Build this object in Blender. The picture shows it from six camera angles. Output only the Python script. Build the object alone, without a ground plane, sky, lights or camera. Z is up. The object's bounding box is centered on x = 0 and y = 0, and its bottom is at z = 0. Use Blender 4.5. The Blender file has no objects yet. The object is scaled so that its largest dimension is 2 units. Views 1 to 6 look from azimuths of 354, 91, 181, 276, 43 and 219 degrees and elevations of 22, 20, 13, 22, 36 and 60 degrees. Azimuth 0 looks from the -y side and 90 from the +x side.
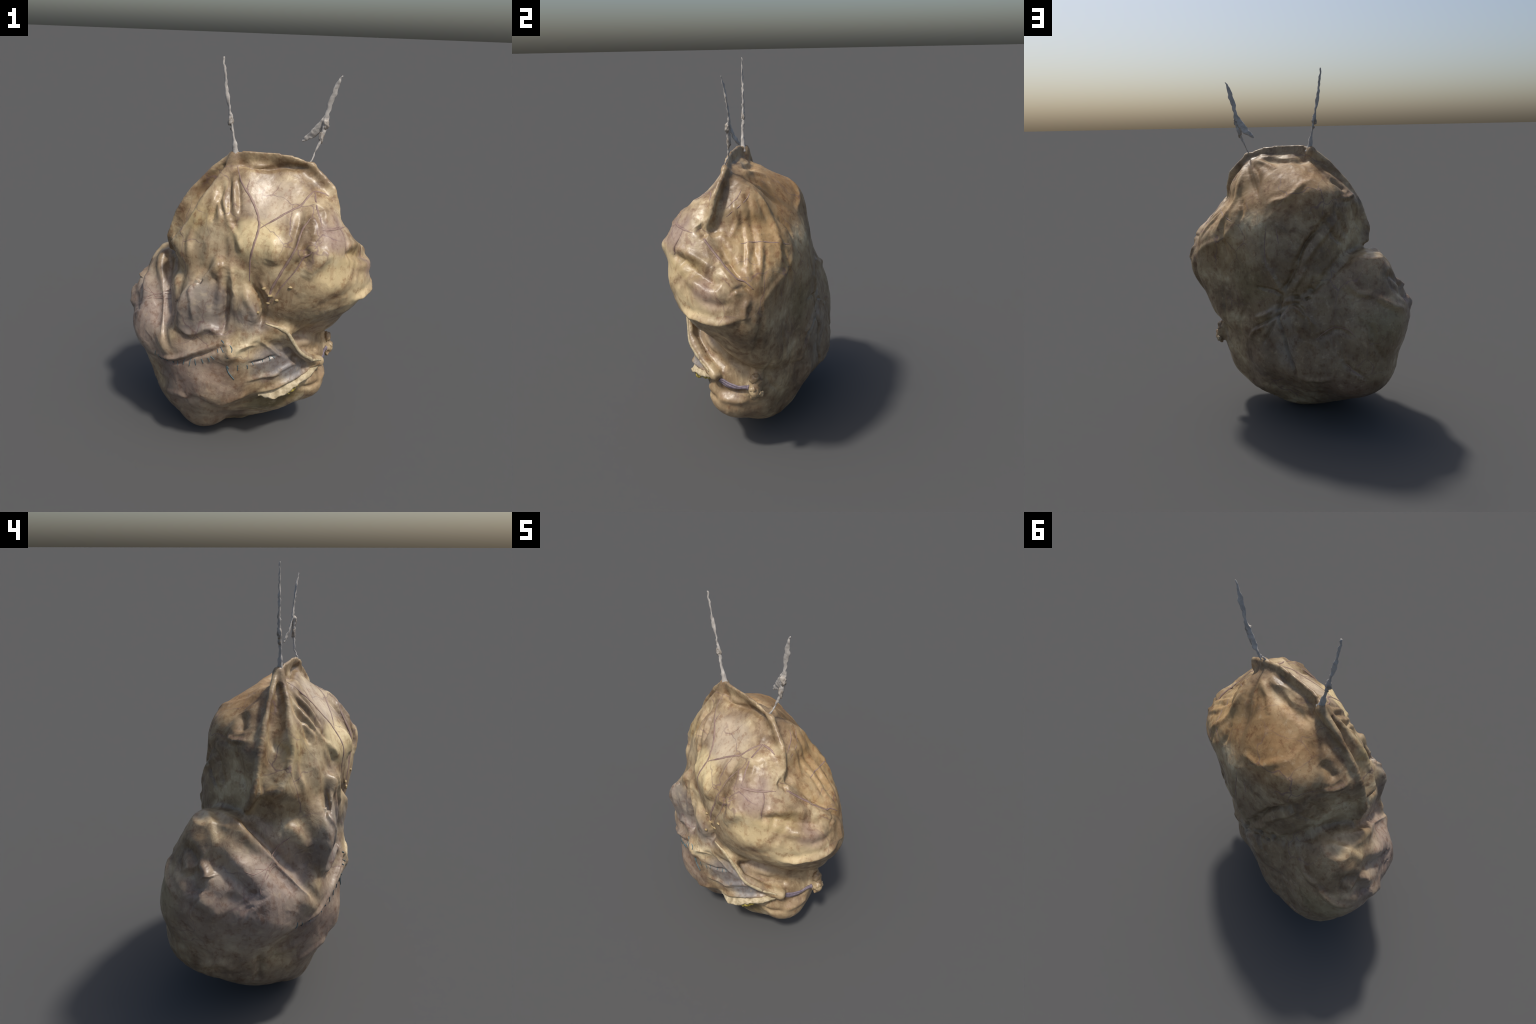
import bpy, math
import numpy as np

RNG = np.random.default_rng(11)

# ------------------------------------------------------------------ helpers
def smin(a, b, k):
    h = np.clip(0.5 + 0.5 * (b - a) / k, 0, 1)
    return b + (a - b) * h - k * h * (1 - h)

def smax(a, b, k):
    return -smin(-a, -b, k)

def smooth_interp(x, xs, ys):
    """Cubic (Catmull-Rom, non uniform) interpolation through control points."""
    xs = np.asarray(xs, float); ys = np.asarray(ys, float)
    m = np.gradient(ys, xs)
    x = np.clip(x, xs[0], xs[-1])
    i = np.clip(np.searchsorted(xs, x, side='right') - 1, 0, len(xs) - 2)
    h = xs[i + 1] - xs[i]
    t = (x - xs[i]) / h
    t2, t3 = t * t, t * t * t
    return ((2*t3 - 3*t2 + 1) * ys[i] + (t3 - 2*t2 + t) * h * m[i]
            + (-2*t3 + 3*t2) * ys[i + 1] + (t3 - t2) * h * m[i + 1])

def seg_dist(P, a, b):
    ab = b - a
    t = np.clip(((P - a) @ ab) / max(float(ab @ ab), 1e-12), 0, 1)
    return np.linalg.norm(P - (a + t[:, None] * ab), axis=1), t

def tri_dist(P, a, b, c):
    """Distance to a triangle."""
    n = np.cross(b - a, c - a); n = n / np.linalg.norm(n)
    d = np.minimum(np.minimum(seg_dist(P, a, b)[0], seg_dist(P, b, c)[0]), seg_dist(P, c, a)[0])
    ins = np.ones(len(P), bool)
    for p, q in ((a, b), (b, c), (c, a)):
        ins &= ((P - p) @ np.cross(n, q - p)) >= 0
    h = np.abs((P - a) @ n)
    return np.where(ins, h, d)

# ------------------------------------------------------------------ body field
LO = np.array([-0.74, -0.56, -0.06]); HI = np.array([0.74, 0.56, 1.64]); VOX = 0.009
N = np.ceil((HI - LO) / VOX).astype(int) + 1
AX = [LO[i] + VOX * np.arange(N[i]) for i in range(3)]

class Field:
    def __init__(self):
        self.F = np.full(tuple(N), 9.0, np.float32)
        self.part = np.zeros(tuple(N), np.int8); self.now = 0

    def box(self, lo, hi, pad):
        s = []
        for i in range(3):
            a = max(0, int((lo[i] - pad - LO[i]) / VOX)); b = min(N[i], int((hi[i] + pad - LO[i]) / VOX) + 2)
            s.append(slice(a, b))
        return tuple(s)

    def pts(self, s):
        X, Y, Z = np.meshgrid(AX[0][s[0]], AX[1][s[1]], AX[2][s[2]], indexing='ij')
        return np.stack([X.ravel(), Y.ravel(), Z.ravel()], 1), X.shape

    def loft(self, levels, k):
        """Soft bag through horizontal sections: height, centre x, centre y, then the eight radii
        to the right, back right, back, back left, left, front left, front, front right."""
        L = np.array(sorted(levels)); z = AX[2]
        cx = smooth_interp(z, L[:, 0], L[:, 1]); cy = smooth_interp(z, L[:, 0], L[:, 2])
        R = np.stack([smooth_interp(z, L[:, 0], L[:, 3 + i]) for i in range(8)])
        dx = AX[0][:, None, None] - cx; dy = AX[1][None, :, None] - cy
        rho = np.hypot(dx, dy); th = (np.arctan2(dy, dx) / (math.pi / 4)) % 8
        i = np.floor(th).astype(int) % 8; t = th - np.floor(th)
        kz = np.broadcast_to(np.arange(len(z)), i.shape)
        p0, p1, p2, p3 = (R[(i + o) % 8, kz] for o in (-1, 0, 1, 2))
        rad = p1 + .5 * t * (p2 - p0 + t * (2*p0 - 5*p1 + 4*p2 - p3 + t * (3 * (p1 - p2) + p3 - p0)))
        f = rho - rad
        g = np.gradient(f, VOX)
        f = f / np.clip(np.sqrt(g[0]**2 + g[1]**2 + g[2]**2), 0.7, 3)
        f = np.maximum(f, z - L[-1, 0]); f = np.maximum(f, L[0, 0] - z)
        self.part[f < self.F] = self.now
        self.F = smin(self.F, f, k).astype(np.float32)

    def add(self, s, f, shape, k, cut=False):
        f = f.reshape(shape)
        self.part[s][f < self.F[s]] = self.now
        self.F[s] = smax(self.F[s], -f, k) if cut else smin(self.F[s], f, k)

    def ellipsoid(self, c, r, k=0.05, rot=(0, 0, 0), cut=False):
        c = np.array(c); r = np.array(r, float); m = r.max()
        s = self.box(c - m, c + m, k + .03)
        P, sh = self.pts(s)
        from mathutils import Euler
        M = np.array(Euler([math.radians(v) for v in rot]).to_matrix())
        q = (P - c) @ M
        k0 = np.linalg.norm(q / r, axis=1); k1 = np.linalg.norm(q / (r * r), axis=1)
        self.add(s, k0 * (k0 - 1) / np.maximum(k1, 1e-6), sh, k, cut)

    def chain(self, pts, rad, k=0.03, cut=False):
        """Rounded rope through points; rad is one radius or one for each point."""
        pts = np.array(pts, float); rad = np.broadcast_to(np.array(rad, float), (len(pts),))
        s = self.box(pts.min(0) - rad.max(), pts.max(0) + rad.max(), k + .02)
        P, sh = self.pts(s)
        f = np.full(len(P), 9.0)
        for i in range(len(pts) - 1):
            d, t = seg_dist(P, pts[i], pts[i + 1])
            f = np.minimum(f, d - (rad[i] + (rad[i + 1] - rad[i]) * t))
        self.add(s, f, sh, k, cut)

    def fin(self, edge, root, t=0.012, k=0.03, cut=False):
        """Sheet of tissue stretched between a free edge and a root line."""
        e = np.array(edge, float); r = np.array(root, float)
        allp = np.vstack([e, r])
        s = self.box(allp.min(0) - t, allp.max(0) + t, k + .02)
        P, sh = self.pts(s)
        f = np.full(len(P), 9.0)
        for i in range(len(e) - 1):
            f = np.minimum(f, tri_dist(P, e[i], e[i + 1], r[i]))
            f = np.minimum(f, tri_dist(P, e[i + 1], r[i + 1], r[i]))
        self.add(s, f - t, sh, k, cut)

    def push(self, c, r, h):
        """Swell (h > 0) or dent (h < 0) the surface round a point."""
        c = np.array(c, float); r = np.broadcast_to(np.array(r, float), (3,))
        s = self.box(c - 2.2 * r, c + 2.2 * r, 0)
        P, sh = self.pts(s)
        q = np.linalg.norm((P - c) / r, axis=1)
        self.F[s] -= (h * np.exp(-q * q * 1.0)).reshape(sh)

    def mesh(self):
        """Surface nets: one vertex in each cell the surface crosses."""
        F = self.F; I = F < 0
        c = np.zeros(tuple(N - 1), np.int8)
        for i in (0, 1):
            for j in (0, 1):
                for k in (0, 1):
                    c += I[i:N[0]-1+i, j:N[1]-1+j, k:N[2]-1+k]
        act = (c > 0) & (c < 8)
        idx = np.full(act.shape, -1); cells = np.argwhere(act); idx[act] = np.arange(len(cells))
        acc = np.zeros((len(cells), 3)); cnt = np.zeros(len(cells))
        x, y, z = cells.T
        for ax in range(3):
            o = [a for a in range(3) if a != ax]
            for u in (0, 1):
                for v in (0, 1):
                    d0 = np.zeros(3, int); d0[o[0]] = u; d0[o[1]] = v
                    d1 = d0.copy(); d1[ax] = 1
                    f0 = F[x+d0[0], y+d0[1], z+d0[2]]; f1 = F[x+d1[0], y+d1[1], z+d1[2]]
                    m = (f0 < 0) != (f1 < 0)
                    t = np.where(m, f0 / np.where(f0 == f1, 1, f0 - f1), 0)
                    q = np.tile(d0.astype(float), (len(cells), 1)); q[:, ax] = t
                    acc[m] += q[m]; cnt[m] += 1
        V = LO + VOX * (cells + acc / cnt[:, None])
        faces = []
        for ax in range(3):
            o0, o1 = (ax + 1) % 3, (ax + 2) % 3
            A = np.take(I, range(N[ax]-1), ax); B = np.take(I, range(1, N[ax]), ax)
            e = np.argwhere(A != B)
            e = e[(e[:, o0] > 0) & (e[:, o1] > 0) & (e[:, o0] < N[o0]-1) & (e[:, o1] < N[o1]-1)]
            ins = I[e[:, 0], e[:, 1], e[:, 2]]
            q = []
            for a, b in ((1, 1), (0, 1), (0, 0), (1, 0)):
                w = e.copy(); w[:, o0] -= a; w[:, o1] -= b
                q.append(idx[w[:, 0], w[:, 1], w[:, 2]])
            q = np.stack(q, 1)
            q[~ins] = q[~ins][:, ::-1]
            faces.append(q)
        return V, np.vstack(faces)

def build_field():
    B = Field()
    # upper sac, hung by its top seam between the two tapes
    B.loft([(1.515, 0.10, -0.085,  0.110, 0.030, 0.020, 0.030, 0.110, 0.030, 0.020, 0.030),
            (1.485, 0.10, -0.085,  0.170, 0.080, 0.060, 0.100, 0.180, 0.070, 0.045, 0.080),
            (1.44, 0.10, -0.08,  0.235, 0.145, 0.150, 0.210, 0.250, 0.135, 0.100, 0.150),
            (1.36, 0.10, -0.06,  0.318, 0.202, 0.226, 0.350, 0.354, 0.223, 0.190, 0.254),
            (1.27, 0.10, -0.05,  0.321, 0.271, 0.281, 0.392, 0.396, 0.289, 0.281, 0.396),
            (1.18, 0.10, -0.06,  0.393, 0.354, 0.326, 0.413, 0.421, 0.319, 0.345, 0.448),
            (1.08, 0.12, -0.08, 0.467, 0.382, 0.360, 0.450, 0.465, 0.326, 0.325, 0.431),
            (0.98, 0.14, -0.10, 0.483, 0.390, 0.396, 0.486, 0.486, 0.317, 0.307, 0.413),
            (0.88, 0.15, -0.10, 0.477, 0.375, 0.400, 0.475, 0.461, 0.299, 0.294, 0.375),
            (0.79, 0.15, -0.08,  0.453, 0.336, 0.361, 0.416, 0.413, 0.296, 0.274, 0.337),
            (0.70, 0.15, -0.04,  0.399, 0.304, 0.313, 0.338, 0.336, 0.247, 0.215, 0.277),
            (0.60, 0.15, 0.00,  0.349, 0.289, 0.275, 0.268, 0.259, 0.215, 0.191, 0.233),
            (0.48, 0.15, 0.05,  0.230, 0.242, 0.201, 0.157, 0.143, 0.143, 0.140, 0.147)], 0.02)
    B.now = 1
    # lower sac with its side lobe rising on the left
    B.loft([(0.00, -0.06, 0.00,  0.10, 0.08, 0.06, 0.06, 0.08, 0.085, 0.07, 0.09),
            (0.05, -0.10, 0.00,  0.238, 0.181, 0.141, 0.163, 0.224, 0.193, 0.108, 0.166),
            (0.12, -0.12, 0.02,  0.382, 0.227, 0.218, 0.283, 0.312, 0.279, 0.207, 0.298),
            (0.22, -0.14, 0.03,  0.521, 0.295, 0.342, 0.426, 0.367, 0.337, 0.307, 0.430),
            (0.33, -0.15, 0.04,  0.573, 0.364, 0.380, 0.477, 0.387, 0.382, 0.408, 0.476),
            (0.44, -0.16, 0.05,  0.604, 0.360, 0.376, 0.478, 0.412, 0.392, 0.419, 0.530),
            (0.55, -0.18, 0.06,  0.588, 0.346, 0.336, 0.486, 0.426, 0.391, 0.419, 0.544),
            (0.65, -0.22, 0.08,  0.576, 0.321, 0.305, 0.444, 0.396, 0.374, 0.457, 0.539),
            (0.75, -0.28, 0.10,  0.473, 0.292, 0.277, 0.364, 0.327, 0.305, 0.373, 0.423),
            (0.84, -0.34, 0.14,  0.330, 0.229, 0.217, 0.251, 0.230, 0.241, 0.291, 0.313),
            (0.92, -0.38, 0.17,  0.235, 0.165, 0.151, 0.165, 0.136, 0.176, 0.225, 0.228),
            (0.98, -0.40, 0.18,  0.137, 0.102, 0.104, 0.090, 0.050, 0.098, 0.103, 0.106)], 0.025)
    B.now = 0
    # thin lip of the top seam between the tapes
    B.fin([(-.095, -.055, 1.555), (-.02, -.085, 1.568), (.087, -.103, 1.568), (.19, -.122, 1.556), (.29, -.132, 1.52)],
          [(-.08, -.05, 1.47), (0.0, -.07, 1.48), (.087, -.08, 1.48), (.19, -.09, 1.47), (.25, -.10, 1.44)], .007, .015)
    # skirt of the upper sac between the pleats and the pouch
    B.ellipsoid((-.20, -.09, 1.09), (.18, .12, .12), .06)
    B.ellipsoid((-.27, .03, 1.12), (.09, .06, .16), .06)
    B.now = 2
    # folded pouch hanging on the front left, with a bulb beside it
    B.fin([(-.17, -.31, 1.07), (-.27, -.31, .97), (-.335, -.285, .85), (-.345, -.265, .76)],
          [(-.08, -.30, 1.05), (-.10, -.31, .92), (-.12, -.30, .83), (-.14, -.29, .76)], .032, .06)
    B.ellipsoid((-.03, -.32, .86), (.07, .065, .12), .05)
    B.ellipsoid((-.23, -.22, .88), (.11, .09, .15), .06)
    B.chain([(-.32, -.04, .95), (-.345, -.12, .89), (-.32, -.19, .78)], [.02, .035, .02], .09)
    B.now = 0
    # belly between the bulb, the flap and the upper sac
    B.ellipsoid((.10, -.27, .74), (.13, .09, .08), .05)
    B.now = 1
    # bottom point and the small lobe under the torn hem
    B.ellipsoid((-.23, -.15, .12), (.10, .08, .07), .08)
    B.ellipsoid((.32, -.12, .31), (.11, .12, .10), .06)
    # swells and hollows of the skin: centre, reach, height
    for c, r, h in (((.31, -.25, 1.33), .09, .04), ((.43, -.06, 1.35), (.07, .09, .10), -.06),
                    ((.12, -.43, 1.15), .10, -.015), ((.03, -.36, .29), (.12, .09, .08), -.05),
                    ((.55, -.18, .77), .08, -.025), ((.33, .22, 1.20), .10, -.045), ((.37, .22, .92), .11, -.045),
                    ((.38, .20, .40), .14, -.06), ((0., .32, .62), (.13, .12, .14), .05), ((-.15, .36, .20), .10, -.035),
                    ((-.30, .06, 1.26), .08, .03), ((-.10, 0., 1.45), .05, .02), ((-.15, -.15, 1.42), .05, -.03),
                    ((-.48, 0., .90), .10, -.05), ((-.49, -.15, .38), .10, -.05), ((-.24, -.35, .44), .08, .02),
                    ((-.26, .45, .45), .12, -.01), ((-.34, -.22, 1.16), .08, -.03), ((.04, -.40, .47), .08, -.02), ((-.27, -.31, .655), (.10, .07, .05), -.045),
                    ((.12, -.35, .28), (.12, .08, .06), -.03), ((.36, -.12, 1.42), (.05, .05, .08), -.03),
                    ((-.09, .30, .82), .09, .02), ((-.05, -.31, .735), .06, .04), ((-.23, -.26, .21), .07, .02),
                    ((.03, -.27, .19), .09, -.035), ((-.27, -.335, 1.0), .08, -.04), ((-.465, -.14, .77), .07, -.035),
                    ((-.37, .05, .96), .06, .025), ((-.16, .29, .87), .08, .02), ((-.42, -.20, .76), .06, -.02),
                    ((.10, -.20, 1.42), .10, -.015), ((.42, -.15, 1.31), .05, -.03), ((.32, -.24, .365), .07, .02),
                    ((.33, .15, 1.20), .08, .025), ((.59, .01, .87), .10, .025), ((.32, .22, .63), .09, -.03),
                    ((.32, .14, .26), .09, -.04), ((.20, .27, .40), .07, .02), ((.52, -.32, 1.06), .05, -.015),
                    ((.02, -.34, .71), (.20, .08, .05), .025), ((.05, .31, .70), (.10, .10, .12), .02), ((-.25, -.26, .60), .08, .012),
                    ((-.43, .02, .92), .06, .01),
                    ((-.56, .06, .82), (.07, .07, .10), .025), ((-.58, -.03, .66), (.07, .08, .10), .025), ((-.57, -.08, .56), .08, .02), ((-.10, -.33, .725), (.10, .07, .05), .02),
                    ((.05, 0., 1.49), .07, .015), ((-.18, .05, 1.40), .07, .012), ((.31, -.25, 1.32), .06, .015),
                    ((.08, .31, .65), .06, .015), ((.30, -.24, .60), .05, .02)):
        B.push(c, r, h)
    # deep valley between the fold of the side lobe and the upper sac
    B.now = 1
    B.chain([(-.425, .04, .97), (-.45, -.04, .88), (-.455, -.10, .79), (-.455, -.18, .70), (-.44, -.25, .62)],
            [.008, .034, .042, .036, .010], .05, cut=True)
    B.now = 0
    # left-hand pleats: rear fin and the stitched fin in front of it
    B.fin([(-.095, -.045, 1.545), (-.19, -.03, 1.475), (-.293, -.008, 1.36), (-.36, .006, 1.25), (-.415, .022, 1.105), (-.405, .05, 1.03)],
          [(-.05, -.05, 1.45), (-.10, -.04, 1.38), (-.18, -.02, 1.27), (-.25, 0, 1.16), (-.33, .02, 1.06), (-.33, .05, 1.0)], .014, .03)
    B.fin([(-.09, -.065, 1.53), (-.155, -.093, 1.449), (-.22, -.11, 1.36), (-.28, -.128, 1.27), (-.343, -.12, 1.178), (-.385, -.085, 1.11)],
          [(-.05, -.07, 1.44), (-.06, -.08, 1.36), (-.1, -.09, 1.27), (-.15, -.09, 1.17), (-.22, -.06, 1.1), (-.3, 0, 1.02)], .015, .03)
    B.chain([(-.14, -.055, 1.49), (-.20, -.06, 1.42), (-.27, -.06, 1.34), (-.33, -.055, 1.24), (-.375, -.045, 1.15)],
            [.008, .024, .030, .030, .016], .02, cut=True)
    # fin of the right-hand pleat, with the pit it runs into
    B.now = 0
    B.fin([(.285, -.125, 1.515), (.34, -.15, 1.465), (.388, -.172, 1.415), (.412, -.195, 1.32), (.395, -.23, 1.265)],
          [(.24, -.10, 1.45), (.27, -.14, 1.40), (.29, -.18, 1.34), (.31, -.21, 1.28), (.32, -.25, 1.24)], .013, .035)
    B.chain([(.375, -.095, 1.43), (.415, -.13, 1.35), (.425, -.175, 1.27)], [.012, .022, .024], .02, cut=True)
    # twisted flap on the front right, running down to the torn hem
    B.now = 3
    B.fin([(.05, -.35, .78), (.165, -.365, .74), (.235, -.348, .625), (.31, -.285, .535), (.375, -.222, .475)],
          [(.03, -.31, .71), (.12, -.32, .68), (.19, -.31, .57), (.26, -.26, .49), (.33, -.20, .44)], .013, .02)
    B.chain([(.25, -.335, .60), (.31, -.285, .53), (.378, -.215, .475)], [.016, .022, .03], .02)
    B.now = 4
    # tied-off stump on the right
    B.chain([(.40, .02, .56), (.455, .0, .48), (.475, -.015, .43)], [.03, .03, .03], .03)
    return B

# ------------------------------------------------------------------ relief of the skin
class Skin:
    """Vertices of the body with their normals; folds are drawn on it as lines."""
    def __init__(self, V, Nrm):
        from mathutils import kdtree
        self.V = V; self.N = Nrm; self.D = np.zeros(len(V))
        self.kd = kdtree.KDTree(len(V))
        for i, v in enumerate(V): self.kd.insert(v, i)
        self.kd.balance()

    def snap(self, pts, per=6):
        """Smooth line through the points, laid on the skin. Returns vertex numbers."""
        P = np.array(pts, float); n = len(P)
        t = np.linspace(0, n - 1, (n - 1) * per + 1)
        Q = np.stack([smooth_interp(t, np.arange(n), P[:, i]) for i in range(3)], 1)
        return [self.kd.find(q)[1] for q in Q]

    def stroke(self, pts, width, height):
        ids = self.snap(pts); C = self.V[ids]; CN = self.N[ids]
        m = len(C)
        sel = np.where(((self.V > C.min(0) - 3 * width) & (self.V < C.max(0) + 3 * width)).all(1))[0]
        P = self.V[sel]; best = np.full(len(sel), 9.0); u = np.zeros(len(sel)); nn = np.zeros((len(sel), 3))
        for i in range(m - 1):
            d, t = seg_dist(P, C[i], C[i + 1])
            k = d < best
            best[k] = d[k]; u[k] = (i + t[k]) / (m - 1); nn[k] = CN[i]
        face = np.clip((self.N[sel] * nn).sum(1) * 1.6, 0, 1)
        ends = np.clip(np.minimum(u, 1 - u) / .22, 0, 1) * .85 + .15
        self.D[sel] += height * np.exp(-(best / width) ** 2) * face * ends

def draw_folds(skin):
    def ridge(pts, w, h): skin.stroke(pts, w, h)
    def groove(pts, w, h): skin.stroke(pts, w, -h)
    # <folds>
    # channel in front of the top lip
    groove([(-.059, -.088, 1.501), (.035, -.121, 1.502), (.165, -.118, 1.509), (.267, -.139, 1.504)], 0.016, 0.022)
    # pleats fanning from the left tape
    ridge([(-.093, -.136, 1.444), (-.093, -.206, 1.358), (-.091, -.262, 1.270)], 0.016, 0.008)
    groove([(-.074, -.139, 1.458), (-.070, -.198, 1.382), (-.069, -.250, 1.306)], 0.012, 0.013)
    groove([(-.109, -.115, 1.452), (-.114, -.199, 1.356), (-.124, -.240, 1.276)], 0.012, 0.012)
    ridge([(-.131, -.117, 1.426), (-.152, -.191, 1.340), (-.171, -.228, 1.245)], 0.016, 0.008)
    groove([(-.154, -.123, 1.401), (-.186, -.180, 1.323), (-.206, -.200, 1.249)], 0.014, 0.013)
    ridge([(-.240, -.145, 1.312), (-.299, -.149, 1.176), (-.313, -.187, 1.064)], 0.020, 0.012)
    groove([(-.206, -.034, 1.417), (-.273, -.038, 1.294), (-.305, -.139, 1.228)], 0.020, 0.011)
    groove([(-.134, -.264, 1.217), (-.147, -.305, 1.111), (-.141, -.336, 1.028)], 0.025, 0.012)
    ridge([(-.196, -.227, 1.204), (-.222, -.244, 1.100), (-.222, -.262, 1.038)], 0.030, 0.010)
    # edges and crease of the hanging pouch
    ridge([(-.222, -.264, 1.035), (-.293, -.262, .968), (-.351, -.306, .874), (-.370, -.284, .752)], 0.023, 0.008)
    groove([(-.216, -.315, 1.040), (-.182, -.327, .989), (-.194, -.335, .901), (-.203, -.331, .827)], 0.018, 0.011)
    ridge([(-.166, -.331, 1.012), (-.165, -.337, .916), (-.170, -.328, .810)], 0.018, 0.006)
    groove([(-.134, -.337, 1.015), (-.126, -.342, .904), (-.137, -.332, .797), (-.147, -.363, .725)], 0.014, 0.028)
    ridge([(-.367, -.279, .727), (-.301, -.300, .707), (-.222, -.328, .749), (-.150, -.362, .725)], 0.018, 0.016)
    # bulb beside the pouch
    ridge([(-.052, -.360, .969), (-.026, -.380, .907), (.002, -.379, .849), (-.002, -.374, .788)], 0.020, 0.016)
    groove([(-.018, -.359, .996), (.031, -.372, .931), (.052, -.361, .839), (.033, -.367, .769)], 0.012, 0.022)
    ridge([(-.116, -.336, 1.083), (-.102, -.344, .989), (-.095, -.355, .924)], 0.012, 0.010)
    ridge([(.028, -.375, 1.016), (.055, -.381, .963), (.093, -.391, .940)], 0.010, 0.008)
    # furrows along the big vessels
    groove([(.225, -.423, 1.184), (.148, -.405, 1.056), (.081, -.387, .938)], 0.012, 0.012)
    groove([(.218, -.291, 1.347), (.193, -.354, 1.276), (.160, -.398, 1.200), (.105, -.394, 1.079)], 0.018, 0.016)
    ridge([(.252, -.320, 1.330), (.272, -.365, 1.280), (.262, -.403, 1.228)], 0.020, 0.016)
    groove([(.214, -.404, 1.216), (.231, -.430, 1.160), (.206, -.419, 1.103)], 0.020, 0.020)
    ridge([(.351, -.410, 1.192), (.289, -.432, 1.135), (.222, -.422, 1.050)], 0.030, 0.018)
    ridge([(.060, -.340, 1.245), (.082, -.391, 1.172), (.073, -.387, 1.103)], 0.035, 0.014)
    # folds on the right end
    groove([(.544, -.204, 1.117), (.472, -.328, 1.149), (.419, -.386, 1.142)], 0.021, 0.010)
    ridge([(.573, -.209, 1.070), (.507, -.311, 1.041), (.490, -.353, .974)], 0.018, 0.005)
    groove([(.450, -.309, 1.214), (.472, -.333, 1.134), (.450, -.369, 1.066)], 0.018, 0.005)
    ridge([(.582, -.227, .877), (.433, -.352, .873), (.322, -.380, .845)], 0.026, 0.005)
    groove([(.490, -.353, .974), (.376, -.403, .928), (.288, -.405, .887)], 0.023, 0.004)
    # sutured seam of the lower sac
    ridge([(-.525, -.127, .507), (-.398, -.265, .541), (-.301, -.325, .607), (-.222, -.355, .650), (-.131, -.375, .705)], 0.012, 0.014)
    groove([(-.524, -.076, .448), (-.398, -.263, .513), (-.301, -.327, .577), (-.222, -.365, .625), (-.131, -.382, .679)], 0.010, 0.016)
    # slit and folds of the blue grey pocket
    ridge([(-.137, -.374, .702), (-.121, -.388, .664), (-.115, -.392, .614)], 0.016, 0.014)
    groove([(-.092, -.394, .645), (-.012, -.390, .633), (.070, -.366, .639)], 0.030, 0.012)
    groove([(-.009, -.384, .573), (.044, -.379, .582), (.120, -.358, .602)], 0.007, 0.020)
    ridge([(-.129, -.380, .583), (-.052, -.388, .670), (.026, -.377, .715)], 0.016, 0.012)
    groove([(.167, -.343, .646), (.247, -.312, .547), (.327, -.281, .496)], 0.020, 0.020)
    # torn hem
    ridge([(.041, -.356, .383), (.122, -.356, .417), (.194, -.337, .443), (.287, -.279, .456), (.369, -.258, .480)], 0.012, 0.020)
    groove([(.050, -.295, .301), (.148, -.300, .335), (.235, -.281, .362), (.341, -.241, .407)], 0.016, 0.026)
    # wrinkles of the underside
    ridge([(-.178, -.330, .283), (-.098, -.371, .353), (-.002, -.366, .387)], 0.020, 0.014)
    groove([(-.392, -.201, .230), (-.275, -.337, .334), (-.162, -.288, .230), (-.049, -.296, .263)], 0.020, 0.014)
    ridge([(-.478, -.085, .247), (-.359, -.283, .331), (-.290, -.290, .266)], 0.020, 0.010)
    groove([(.239, -.267, .334), (.328, -.257, .342), (.398, -.204, .337)], 0.016, 0.012)
    groove([(-.406, .093, .983), (-.418, .013, .912), (-.413, -.086, .803), (-.416, -.188, .696)], 0.025, 0.020)
    # great folds of the side lobe
    ridge([(-.298, .216, .980), (-.452, .082, .960), (-.441, -.014, .850), (-.426, -.113, .734), (-.443, -.203, .634), (-.411, -.254, .537)], 0.034, 0.028)
    groove([(-.544, .213, .883), (-.582, .125, .831), (-.602, .029, .755), (-.609, -.018, .680)], 0.050, 0.042)
    ridge([(-.552, .254, .851), (-.578, .208, .822), (-.594, .192, .793)], 0.025, 0.024)
    groove([(-.554, .291, .816), (-.595, .260, .762), (-.610, .241, .725)], 0.035, 0.030)
    ridge([(-.611, .235, .726), (-.621, .192, .694), (-.621, .122, .643)], 0.035, 0.028)
    groove([(-.615, .121, .743), (-.618, .063, .694), (-.618, .016, .655)], 0.030, 0.020)
    ridge([(-.539, .393, .573), (-.605, .294, .637), (-.623, .182, .633), (-.618, .088, .608), (-.616, -.007, .625), (-.501, -.147, .501)], 0.031, 0.008)
    ridge([(-.371, -.082, .933), (-.369, -.143, .922), (-.364, -.188, .859), (-.367, -.202, .819)], 0.031, 0.013)
    groove([(-.538, -.013, .389), (-.511, -.017, .270), (-.494, .004, .205)], 0.020, 0.015)
    ridge([(-.541, .258, .305), (-.558, .163, .344), (-.534, .078, .282)], 0.025, 0.010)
    ridge([(-.492, -.073, .371), (-.454, -.122, .360), (-.425, -.198, .391)], 0.020, 0.012)
    # torn corner and pleats on the left end
    ridge([(-.242, .161, 1.291), (-.285, .118, 1.287), (-.322, .059, 1.298)], 0.014, 0.014)
    groove([(-.194, .092, 1.395), (-.286, .090, 1.321)], 0.025, 0.022)
    groove([(-.208, .212, 1.238), (-.249, .185, 1.147), (-.277, .164, 1.063)], 0.020, 0.014)
    groove([(-.310, .106, 1.265), (-.334, .088, 1.184), (-.356, .062, 1.089)], 0.020, 0.014)
    ridge([(-.418, .031, 1.117), (-.374, -.007, 1.087), (-.398, -.080, 1.113)], 0.020, 0.012)
    groove([(-.098, -.225, 1.324), (-.098, -.295, 1.205), (-.096, -.326, 1.107)], 0.025, 0.014)
    ridge([(-.146, -.187, 1.350), (-.106, -.267, 1.247), (-.058, -.338, 1.150)], 0.018, 0.012)
    groove([(-.138, -.122, 1.411), (-.161, -.174, 1.354), (-.140, -.227, 1.284)], 0.012, 0.016)
    ridge([(-.208, -.287, 1.053), (-.292, -.296, .953), (-.286, -.312, .764)], 0.012, 0.012)
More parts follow.
